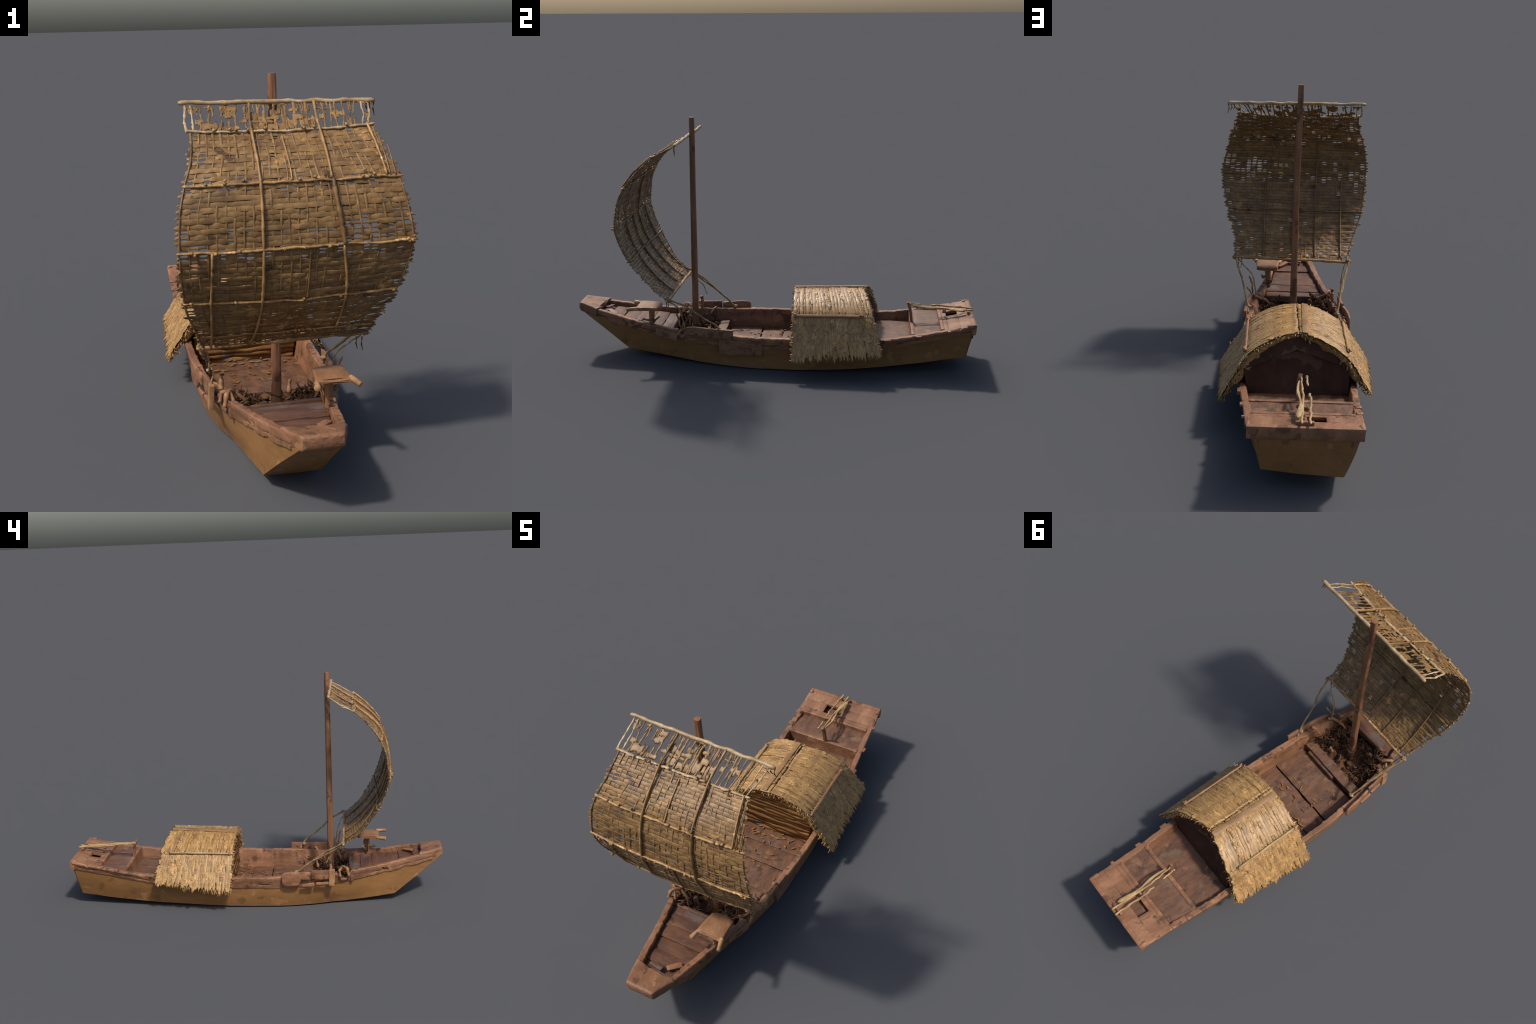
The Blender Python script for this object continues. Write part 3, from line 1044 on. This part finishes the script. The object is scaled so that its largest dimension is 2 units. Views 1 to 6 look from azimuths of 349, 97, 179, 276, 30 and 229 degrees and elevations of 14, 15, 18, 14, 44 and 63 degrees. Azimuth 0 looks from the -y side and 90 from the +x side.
rope("stray_cord", [(.190, -.43, .20), (.203, -.425, .225), (.215, -.42, .238)], .0040, 7, 16, M_DRIFT)
rope("stray_cord", [(-.205, -.405, .15), (-.202, -.406, .19), (-.199, -.405, .225), (-.197, -.404, .252)], .0085, 8, 16, M_DRIFT)
mb = MB()
for c in ((.198, -.248, .207), (-.212, -.225, .192), (.277, -.474, .372), (-.274, -.472, .372)):
    for k in range(5):
        d = vnoise((k * 2.1 + c[0] * 9, c[1] * 5, 1), 1).normalized() * .012
        c_ = Vector(c)
        mb.tube([c_ - d, c_ + d.cross(Vector((0, 0, 1))) * .5, c_ + d], [.004, .006, .003], 6, .3)
obj("rope_knots", mb.mesh("rope_knots"), M_ROPE, stuff=True)

# ------------------------------------------------------------------ small table on a post, starboard bow
TBL = bpy.data.objects.new("perch_table", None)
bpy.context.collection.objects.link(TBL)
TBL.parent = BOAT


def table():
    rows_t, rows_b = [], []
    for i in range(19):
        t = i / 18
        y = lerp(-.672, -.548, t)
        rt, rb = [], []
        for j in range(19):
            u = j / 18
            a, b = lerp(.056, .072, t), lerp(.176, .170, t)
            if i == 18 or i == 17:
                k = (abs(u - .5) * 2) ** 3
                yy = y - .012 * k
            else:
                yy = y + (.010 * math.sin(math.pi * u) if i == 0 else 0)
            x = lerp(a, b, u)
            rt.append((x, yy, .297 + .004 * math.sin(math.pi * t) - (.003 if i in (0, 18) or j in (0, 18) else 0)))
            rb.append((x, yy, .281))
        rows_t.append(rt)
        rows_b.append(rb)
    mb = MB()
    mb.ring_loft([a + b[::-1] for a, b in zip(rows_t, rows_b)])
    me = mb.mesh("table_top")
    roughen(me, .0014, 20, 3)
    obj("table_top", me, M_TABLE, TBL, sharp=45)
    for a, b in (((.063, -.655, .287), (.052, -.705, .286)), ((.172, -.655, .292), (.188, -.712, .289))):
        mb = MB()
        a, b = Vector(a), Vector(b)
        mb.tube([a, a.lerp(b, .5), b - (b - a) * .08, b], [.009, .0095, .0105, .007], 9, .25)
        obj("table_peg", mb.mesh("table_peg"), M_DRIFT, TBL, sharp=50)
    mb = MB()
    mb.tube([(.112, -.606, .165), (.113, -.604, .20), (.115, -.602, .24), (.118, -.60, .285)], [.013, .012, .013, .017], 10, .25)
    obj("table_post", mb.mesh("table_post"), M_TABLE, TBL, sharp=45)
    mb = MB()
    mb.tube([(.112, -.603, .195), (.105, -.585, .215), (.10, -.566, .230)], [.008, .006, .004], 7, .3)
    mb.tube([(.113, -.606, .213), (.118, -.63, .216), (.122, -.645, .222), (.124, -.652, .214)], [.006, .005, .007, .004], 7, .3)
    mb.tube([(.112, -.60, .185), (.098, -.607, .20), (.088, -.61, .24), (.084, -.612, .28)], [.005, .004, .004, .004], 7, .3)
    mb.tube([(.12, -.60, .235), (.14, -.59, .232), (.146, -.588, .245)], [.007, .008, .004], 7, .3)
    obj("table_twig", mb.mesh("table_twig"), M_TABLE, TBL)


table()

# ------------------------------------------------------------------ stern crutch and oars
beam("oar_crutch", [(-.008, .698, .19), (-.010, .690, .25), (-.012, .684, .285), (-.016, .674, .308)], .013, .016, M_MAST, up=(1, 0, 0), seed=41)
rope("oar", [(-.018, .676, .302), (-.020, .74, .290), (-.022, .82, .284), (-.020, .90, .279), (-.013, .995, .277)], .0042, 11, 50, M_OAR)
rope("oar", [(-.038, .672, .300), (-.040, .70, .297), (-.042, .742, .293)], .0044, 12, 20, M_OAR)
rope("oar", [(-.044, .79, .288), (-.048, .84, .287), (-.046, .92, .283), (-.041, .998, .280)], .0048, 13, 40, M_OAR)


def oar_blade():
    mb = MB()
    rings = []
    wf = pch([0, .15, .35, .5, .8, .93, 1], [.006, .010, .013, .009, .024, .023, .005])
    for i in range(41):
        t = i / 40
        y = lerp(.70, .955, t)
        x = lerp(-.012, -.006, t) + .006 * math.sin(t * 7)
        w = wf(t) * (1 + .12 * fbm((t * 6, 0, 0), 2)) / 2
        z = lerp(.290, .277, t)
        rings.append([(x + w, y, z), (x + w * .6, y, z + .005), (x - w * .6, y, z + .005), (x - w, y, z), (x - w * .6, y, z - .005), (x + w * .6, y, z - .005)])
    mb.ring_loft(rings)
    me = mb.mesh("oar_blade")
    roughen(me, .0012, 40, 2)
    obj("oar_blade", me, M_OAR, sharp=50)


oar_blade()
beam("oar_rest", [(-.055, .972, .270), (.005, .972, .270)], .014, .014, M_RED, seed=43)
beam("oar_rest", [(-.040, .852, .258), (-.002, .856, .272)], .012, .016, M_RED, seed=44)

# ------------------------------------------------------------------ debris in the mast well
RD = random.Random(99)


def debris():
    # lumpy bed
    rows = []
    for i in range(44):
        y = lerp(-.503, -.290, i / 43)
        row = []
        for j in range(60):
            u = j / 59
            x = lerp(hull_x(y, .1, True) + .015, hull_x(y, .1, False) - .015, u)
            edge = .03 * (abs(u - .5) * 2) ** 3 + .022 * min(1, max(0, (-.40 - y) / .08))
            row.append((x, y, .080 + edge + .022 * fbm((x, y, 0), 22, 3) + .012 * fbm((x, y, 0), 60, 5)))
        rows.append(row)
    mb = MB()
    mb.grid(rows)
    obj("debris_bed", mb.mesh("debris_bed"), M_DEBRIS, stuff=True)
    mb = MB()
    for k in range(230):
        y = RD.uniform(-.495, -.295)
        lo, hi = hull_x(y, .12, True) + .03, hull_x(y, .12, False) - .03
        x = RD.choice((RD.uniform(lo, hi), RD.uniform(lo, lo + .09), RD.uniform(hi - .08, hi)))
        edge = .035 * (abs((x - lo) / (hi - lo) - .5) * 2) ** 3 + .020 * min(1, max(0, (-.40 - y) / .08))
        if k % 5 == 0:
            x, y, edge = lo + RD.uniform(0, .07), RD.uniform(-.495, -.42), RD.uniform(.03, .085)
        elif k % 11 == 0:
            x, y, edge = hi - RD.uniform(0, .05), RD.uniform(-.47, -.40), RD.uniform(.03, .075)
        p = Vector((x, y, .090 + edge + RD.uniform(0, .026)))
        d = Vector((RD.uniform(-1, 1), RD.uniform(-1, 1), RD.uniform(-.35, .5))).normalized()
        pts = [p]
        for _ in range(RD.randint(3, 6)):
            d = (d + Vector((RD.uniform(-.7, .7), RD.uniform(-.7, .7), RD.uniform(-.6, .5)))).normalized()
            p = p + d * RD.uniform(.006, .012)
            p.x = min(max(p.x, lo - .01), hi + .01)
            p.z = max(p.z, .082)
            pts.append(p.copy())
        r = RD.uniform(.0018, .005)
        mb.tube(pts, [r * RD.uniform(.7, 1.2) for _ in pts[:-1]] + [r * .4], 6, .25)
    obj("debris_twigs", mb.mesh("debris_twigs"), M_DEBRIS, stuff=True)
    # heavier driftwood that breaks the port gunwale line
    mb = MB()
    for pts, r in (([(-.205, -.500, .165), (-.195, -.49, .205), (-.185, -.475, .212), (-.165, -.455, .198)], .008),
                   ([(-.185, -.475, .212), (-.175, -.488, .185), (-.170, -.497, .165)], .007),
                   ([(-.165, -.455, .198), (-.135, -.462, .175), (-.115, -.468, .145)], .006),
                   ([(-.213, -.455, .165), (-.205, -.45, .196), (-.19, -.462, .207)], .007),
                   ([(-.10, -.455, .12), (-.098, -.45, .165), (-.092, -.445, .175)], .008),
                   ([(-.092, -.445, .175), (-.085, -.45, .14), (-.08, -.452, .115)], .005),
                   ([(.05, -.33, .12), (.052, -.325, .15), (.056, -.32, .165)], .007),
                   ([(.10, -.46, .14), (.125, -.45, .165), (.15, -.44, .175)], .008),
                   ([(.15, -.44, .175), (.165, -.425, .19), (.175, -.40, .20)], .007),
                   ([(.13, -.47, .13), (.14, -.46, .16), (.135, -.445, .18)], .006),
                   ([(.165, -.47, .15), (.185, -.455, .17), (.186, -.43, .2)], .006),
                   ([(-.19, -.36, .15), (-.2, -.34, .18), (-.215, -.33, .185)], .005),
                   ([(.16, -.34, .13), (.175, -.33, .17), (.19, -.31, .195)], .007)):
        P = []
        for a, b in zip(pts[:-1], pts[1:]):
            P += [Vector(a).lerp(Vector(b), q / 4) for q in range(4)]
        P.append(Vector(pts[-1]))
        mb.tube(P, [r * (1 + .3 * fbm(p, 60, 2)) for p in P], 8, .35)
    obj("driftwood_sticks", mb.mesh("driftwood_sticks"), M_DRIFT, stuff=True)
    mb = MB()
    for k in range(26):
        y = RD.uniform(-.49, -.30)
        lo, hi = hull_x(y, .12, True) + .03, hull_x(y, .12, False) - .03
        c = Vector((RD.uniform(lo, hi), y, RD.uniform(.088, .112)))
        r = RD.uniform(.008, .018)
        rings = []
        for i in range(7):
            a = math.pi * (i + .3) / 6.6
            rings.append([c + Vector((math.cos(TAU * j / 9) * math.sin(a), math.sin(TAU * j / 9) * math.sin(a), .6 * math.cos(a))) * r * (1 + .4 * fbm((i, j * .7, k), .6)) for j in range(9)])
        mb.ring_loft(rings)
    obj("debris_lumps", mb.mesh("debris_lumps"), M_DEBRIS, stuff=True)


debris()

# leaf flakes on the floor in front of the roof
mb = MB()
for k in range(60):
    y = RD.uniform(-.22, .14)
    if RD.random() < .6:
        y = RD.uniform(.02, .14)
    x = RD.uniform(hull_x(y, .08, True) + .03, hull_x(y, .08, False) - .03)
    a, ln, w = RD.uniform(0, TAU), RD.uniform(.012, .034), RD.uniform(.006, .014)
    d, e = Vector((math.cos(a), math.sin(a), RD.uniform(-.12, .12))), Vector((-math.sin(a), math.cos(a), 0))
    c = Vector((x, y, .0865))
    top = [c - d * ln / 2, c + e * w / 2, c + d * ln / 2, c - e * w / 2 * .6]
    mb.ring_loft([top, [p + Vector((0, 0, -.0015)) for p in top]])
obj("fallen_leaf_flakes", mb.mesh("fallen_leaf_flakes", False), M_UNDER, stuff=True)

# ------------------------------------------------------------------ arched thatch roof
ROOF = bpy.data.objects.new("thatch_roof", None)
bpy.context.collection.objects.link(ROOF)
ROOF.parent = BOAT
APX = [(-.008, .364), (.05, .359), (.105, .343), (.160, .315), (.200, .282), (.238, .224), (.274, .166), (.311, .098)]
APL = [(-.008, .364), (.05, .356), (.105, .337), (.160, .307), (.198, .277), (.237, .224), (.272, .171), (.306, .118)]


def arch(left):
    pts = [(-.018 - q[0] if left else -.008 + q[0], q[1]) for q in (APL if left else APX)]
    pts[0] = (-.012, .364)
    a = [0.0]
    for p, q in zip(pts[:-1], pts[1:]):
        a.append(a[-1] + math.dist(p, q))
    a = [v / a[-1] for v in a]
    return pch(a, [p[0] for p in pts]), pch(a, [p[1] for p in pts])


ARCH = {True: arch(True), False: arch(False)}
QP = .50                                    # where the side pole sits along the arch


def roof(left, q, v, off=0.0):
    """q 0 ridge .. 1 eave (may overshoot), v 0 front .. 1 aft."""
    fx, fz = ARCH[left]
    q -= (.13 if left else .075) * max(0, min(v, 1)) * max(0, (q - .5) / .5)     # eave climbs toward the stern
    qq = min(q, 1.0)
    e = .01
    a, b = max(qq - e, 0), min(qq + e, 1)
    tx, tz = fx(b) - fx(a), fz(b) - fz(a)
    L = math.hypot(tx, tz)
    tx, tz = tx / L, tz / L
    nx, nz = -tz, tx
    if (nz < 0) if q < .3 else ((nx > 0) == left):
        nx, nz = -nx, -nz
    x, z = fx(qq), fz(qq)
    if q > 1:
        x += tx * (q - 1) * .42
        z += tz * (q - 1) * .42
    yf = .112 + .008 * qq
    ya = .448 + (.088 * qq ** .95 if left else .106 * qq ** .95) + .006 * fbm((qq * 9, left * 4, 0), 1.3, 5)
    rise = .014 * max(0, v) * (1 - qq)      # ridge climbs slightly aft
    return Vector((x + nx * off, lerp(yf, ya, v), z + nz * off + rise)), Vector((nx, 0, nz))


def thatch_mat(left):
    nq, nv = 54, 90
    top, bot = [], []
    for i in range(nq + 1):
        q = i / nq
        rt, rb = [], []
        for j in range(nv + 1):
            v = j / nv
            y = lerp(.1, .5, v)
            o = .0020 * math.cos(v * TAU * 22 + 2.2 * fbm((q * 3, v * 4, 0), 1.2, 3)) + .004 * fbm((q * 9, v * 10, left * 5), 1.3, 4) - .006
            ve = v
            if j in (0, nv):
                ve += (1 if j else -1) * .012 * fbm((q * 30, j, left * 3), 1.2, 8)
            rt.append(roof(left, q * .985, ve, o)[0])
            sag = math.sin(math.pi * min(1, max(0, (q - .1) / .8))) * max(0, 1 - min(v, 1 - v) / .14)
            rb.append(roof(left, q * .985, lerp(.015, .985, v), -.022 - .020 * sag + .004 * fbm((q * 9, v * 10, 3), 1.5, 6) + .012 * max(0, q - .75) / .25)[0])
        top.append(rt)
        bot.append(rb)
    mb = MB()
    mb.ring_loft([t + b[::-1] for t, b in zip(top, bot)])
    obj("thatch_mat", mb.mesh("thatch_mat"), M_THATCH, ROOF)


thatch_mat(True)
thatch_mat(False)
RT = random.Random(4)


def leaf_mesh(left, q0, q1, v, w, lift, tip, seed):
    """Strip of palm leaf draped over the arch; origin at its own front edge station."""
    rings = []
    n = 20
    y_ref = roof(left, (q0 + q1) / 2, v)[0].y
    for i in range(n + 1):
        u = i / n
        q = lerp(q0, q1, u)
        k = w * (1 - .12 * u) * (1 + .16 * fbm((u * 4, seed, 0), 1.4))
        if u > 1 - tip:
            k *= max(.06, 1 - ((u - (1 - tip)) / tip) ** 1.4)
        if u < .05:
            k *= .7
        lf = lift * (.35 + .65 * u) + .0015 * fbm((u * 5, seed, 2), 1.5)
        p, nm = roof(left, q, v, lf)
        p = p + Vector((0, .0025 * fbm((u * 3, seed, 5), 1.2), 0))
        sy = Vector((0, k / 2, 0))
        th = .0016
        rings.append([p + sy, p + sy * .6 + nm * .0017, p + nm * .0021, p - sy * .6 + nm * .0017, p - sy, p - nm * th * .3])
    mb = MB()
    mb.ring_loft([[q_ - Vector((0, y_ref, 0)) for q_ in r] for r in rings])
    return mb.mesh("thatch_leaf"), y_ref


# two tiers per side: ridge -> pole, pole -> eave; leaves share meshes per slot
for left in (True, False):
    for tier, (q0, q1, lift, count) in enumerate(((.0, QP + .04, .0022, 24), (QP - .03, 1.0, .0020, 26))):
        variants = {}
        for j in range(count):
            v = (j + .5) / count + RT.uniform(-.006, .006)
            bin_ = int(v * 6)
            var = RT.randint(0, 2)
            key = (bin_, var)
            if key not in variants:
                over = RT.uniform(-.02, .05) + (.03 if (tier and left) else 0) * RT.random()
                a = q0 + RT.uniform(.0, .012)
                b = q1 + (over if tier else RT.uniform(-.05, .0))
                variants[key] = leaf_mesh(left, a, b, (bin_ + .5) / 6, RT.uniform(.020, .028), lift * RT.uniform(.4, 1.4), RT.uniform(.07, .2) if tier else .08, RT.uniform(0, 50))
            me, yr = variants[key]
            yv = roof(left, (q0 + q1) / 2, v)[0].y
            o = obj("thatch_leaf", me, M_LEAF, ROOF)
            o.location = (0, yv, RT.uniform(-.0008, .0008))
            o.scale = (1, RT.uniform(.92, 1.22), 1)

# second, shorter courses laid over, and ragged fringes at the ends and eaves
mbf = MB()
for left in (True, False):
    for k in range(330):
        v = RT.uniform(.0, 1.0)
        q0 = RT.choice((RT.uniform(.06, .5), RT.uniform(.5, .94), RT.uniform(.5, .94)))
        if q0 < QP < q0 + .12:
            continue
        me, yr = leaf_mesh(left, q0, q0 + RT.uniform(.05, .10), v, RT.uniform(.012, .023), RT.uniform(.0012, .0034), .25, RT.uniform(0, 90))
        b = len(mbf.v)
        mbf.v += [(p.co.x, p.co.y + yr, p.co.z) for p in me.vertices]
        mbf.f += [tuple(b + i for i in f.vertices) for f in me.polygons]
        bpy.data.meshes.remove(me)
    for v0, sgn in ((0, -1), (1, 1)):
        for k in range(150):
            q = RT.uniform(.0, 1.0)
            p, nm = roof(left, q, v0 - sgn * .012, RT.uniform(-.024, .004))
            p2, _ = roof(left, min(1.02, q + .03), v0, 0)
            tang = (p2 - p)
            tang.y = 0
            tang = tang.normalized() if tang.length > 1e-5 else Vector((1, 0, 0))
            d = (Vector((0, sgn, 0)) * RT.uniform(.4, 1) + nm * RT.uniform(-.35, .45) + tang * RT.uniform(-.2, 1.0)).normalized()
            ln, w = RT.uniform(.008, .022), RT.uniform(.005, .012)
            sd = d.cross(nm).normalized()
            rings = []
            for i in range(5):
                u = i / 4
                c = p + d * ln * u - nm * .004 * u * u
                ww = w * (1 - .85 * u ** 1.6) / 2
                rings.append([c + sd * ww, c + nm * .0016, c - sd * ww, c - nm * .0016])
            mbf.ring_loft(rings)
    # eave spikes
    for k in range(190):
        v = RT.uniform(.0, 1.0)
        long_ = left and v < .62
        p, nm = roof(left, RT.uniform(.955, .99), v, RT.uniform(-.012, .003))
        pe, _ = roof(left, 1.1, v, 0)
        pa, _ = roof(left, 1.0, v, 0)
        d = (pe - pa).normalized() + Vector((0, RT.uniform(-.25, .25), 0)) - nm * RT.uniform(-.1, .25)
        d.normalize()
        ln = RT.uniform(.010, .034 if long_ else .022)
        w = RT.uniform(.004, .011)
        sd = d.cross(nm).normalized()
        rings = []
        for i in range(6):
            u = i / 5
            c = p + d * ln * u
            ww = w * (1 - .93 * u ** 1.5) / 2
            rings.append([c + sd * ww, c + nm * .0018, c - sd * ww, c - nm * .0018])
        mbf.ring_loft(rings)
obj("thatch_fringe", mbf.mesh("thatch_fringe"), M_LEAF, ROOF, stuff=True)

# poles holding the thatch down
p0, p1 = roof(True, QP, .04, .009)[0], roof(True, QP, .87, .010)[0]
mb = MB()
mb.tube([p0 + Vector((0, -.025, -.002))] + [p0.lerp(p1, i / 24) + vnoise((i * .3, 1, 0), 1) * .0018 for i in range(25)], [.0045] + [.0058] * 25, 8, .15)
obj("roof_pole", mb.mesh("roof_pole"), M_OAR, ROOF)
a, b = roof(False, QP, .03, .008)[0], roof(False, QP, .87, .008)[0]
beam("roof_pole", [a, a.lerp(b, .33), a.lerp(b, .66), b], .014, .008, M_POLE, up=(.72, 0, .70), r=.003, seed=51, parent=ROOF)
a, b = roof(True, .075, .0, .006)[0], roof(True, .06, 1.0, .006)[0]
beam("ridge_strip", [a, a.lerp(b, .5), b], .026, .005, M_RSTRIP, up=(-.12, 0, 1), r=.0025, seed=52, parent=ROOF)
mb = MB()
for left in (True, False):
    for v in (.03, .86):
        p = roof(left, QP, v, .012)[0]
        for k in range(4):
            d = vnoise((k * 1.9 + v * 7, left * 3, 1), 1).normalized() * .012
            mb.tube([p - d, p + Vector((0, 0, .003)), p + d], [.003, .005, .002], 6, .3)
obj("roof_lashings", mb.mesh("roof_lashings"), M_POLE, ROOF, stuff=True)


# ------------------------------------------------------------------ bulkheads under the roof
def arch_wall(name, y0, y, bow, zlow, mat, thick, seed, vtop, follow=False):
    """Wall filling the arch opening; bow = how far its middle stands aft."""
    rows_a, rows_b = [], []
    for i in range(27):
        u = i / 26
        ra, rb = [], []
        for j in range(25):
            t = lerp(-1, 1, j / 24)
            left = t < 0
            hi = roof(left, abs(t) * .62, vtop, -.020)[0]
            lo = Vector(((hull_x(y, zlow, True) + .02) * -t if left else (hull_x(y, zlow, False) - .02) * t, 0, zlow))
            p = hi.lerp(lo, u)
            p.y = lerp(hi.y if follow else y0, y, u ** .8) + bow * (1 - t * t) * math.sin(math.pi * min(1, u * .9 + .1)) + .004 * fbm((p.x, 0, p.z), 14, seed)
            ra.append(p)
            rb.append(p + Vector((0, thick, 0)))
        rows_a.append(ra)
        rows_b.append(rb)
    mb = MB()
    mb.ring_loft([a + b[::-1] for a, b in zip(rows_a, rows_b)])
    return obj(name, mb.mesh(name), mat, sharp=50)


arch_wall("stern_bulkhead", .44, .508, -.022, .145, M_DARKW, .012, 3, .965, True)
arch_wall("front_bulkhead", .146, .150, .004, .072, M_UNDER, .012, 5, .1)
# overlapping thatch courses on the front bulkhead
FW = bpy.data.objects.new("thatch_screen", None)
bpy.context.collection.objects.link(FW)
FW.parent = ROOF
for k in range(13):
    z = lerp(.090, .326, k / 12)
    hw = np.interp(z, [.07, .2, .26, .29, .32, .35], [.185, .20, .185, .155, .105, .05])
    lean = lerp(.130, .127, min(1, k / 10))
    rings = []
    n = 44
    for i in range(n + 1):
        u = i / n
        x = lerp(-hw, hw, u) - .012
        zz = z + .004 * fbm((x, k, 0), 9, 2)
        yy = lean + .008 * fbm((x, k * 3, 1), 7, 3)
        h = .020 + .006 * fbm((x, k * 5, 3), 22, 4)
        rings.append([(x, yy - .004, zz - h * .6), (x, yy, zz), (x, yy + .010, zz + h * .7), (x, yy + .014, zz + h * .5), (x, yy + .006, zz - h * .5)])
    mb = MB()
    mb.ring_loft(rings)
    obj("thatch_course", mb.mesh("thatch_course"), M_UNDER, FW)
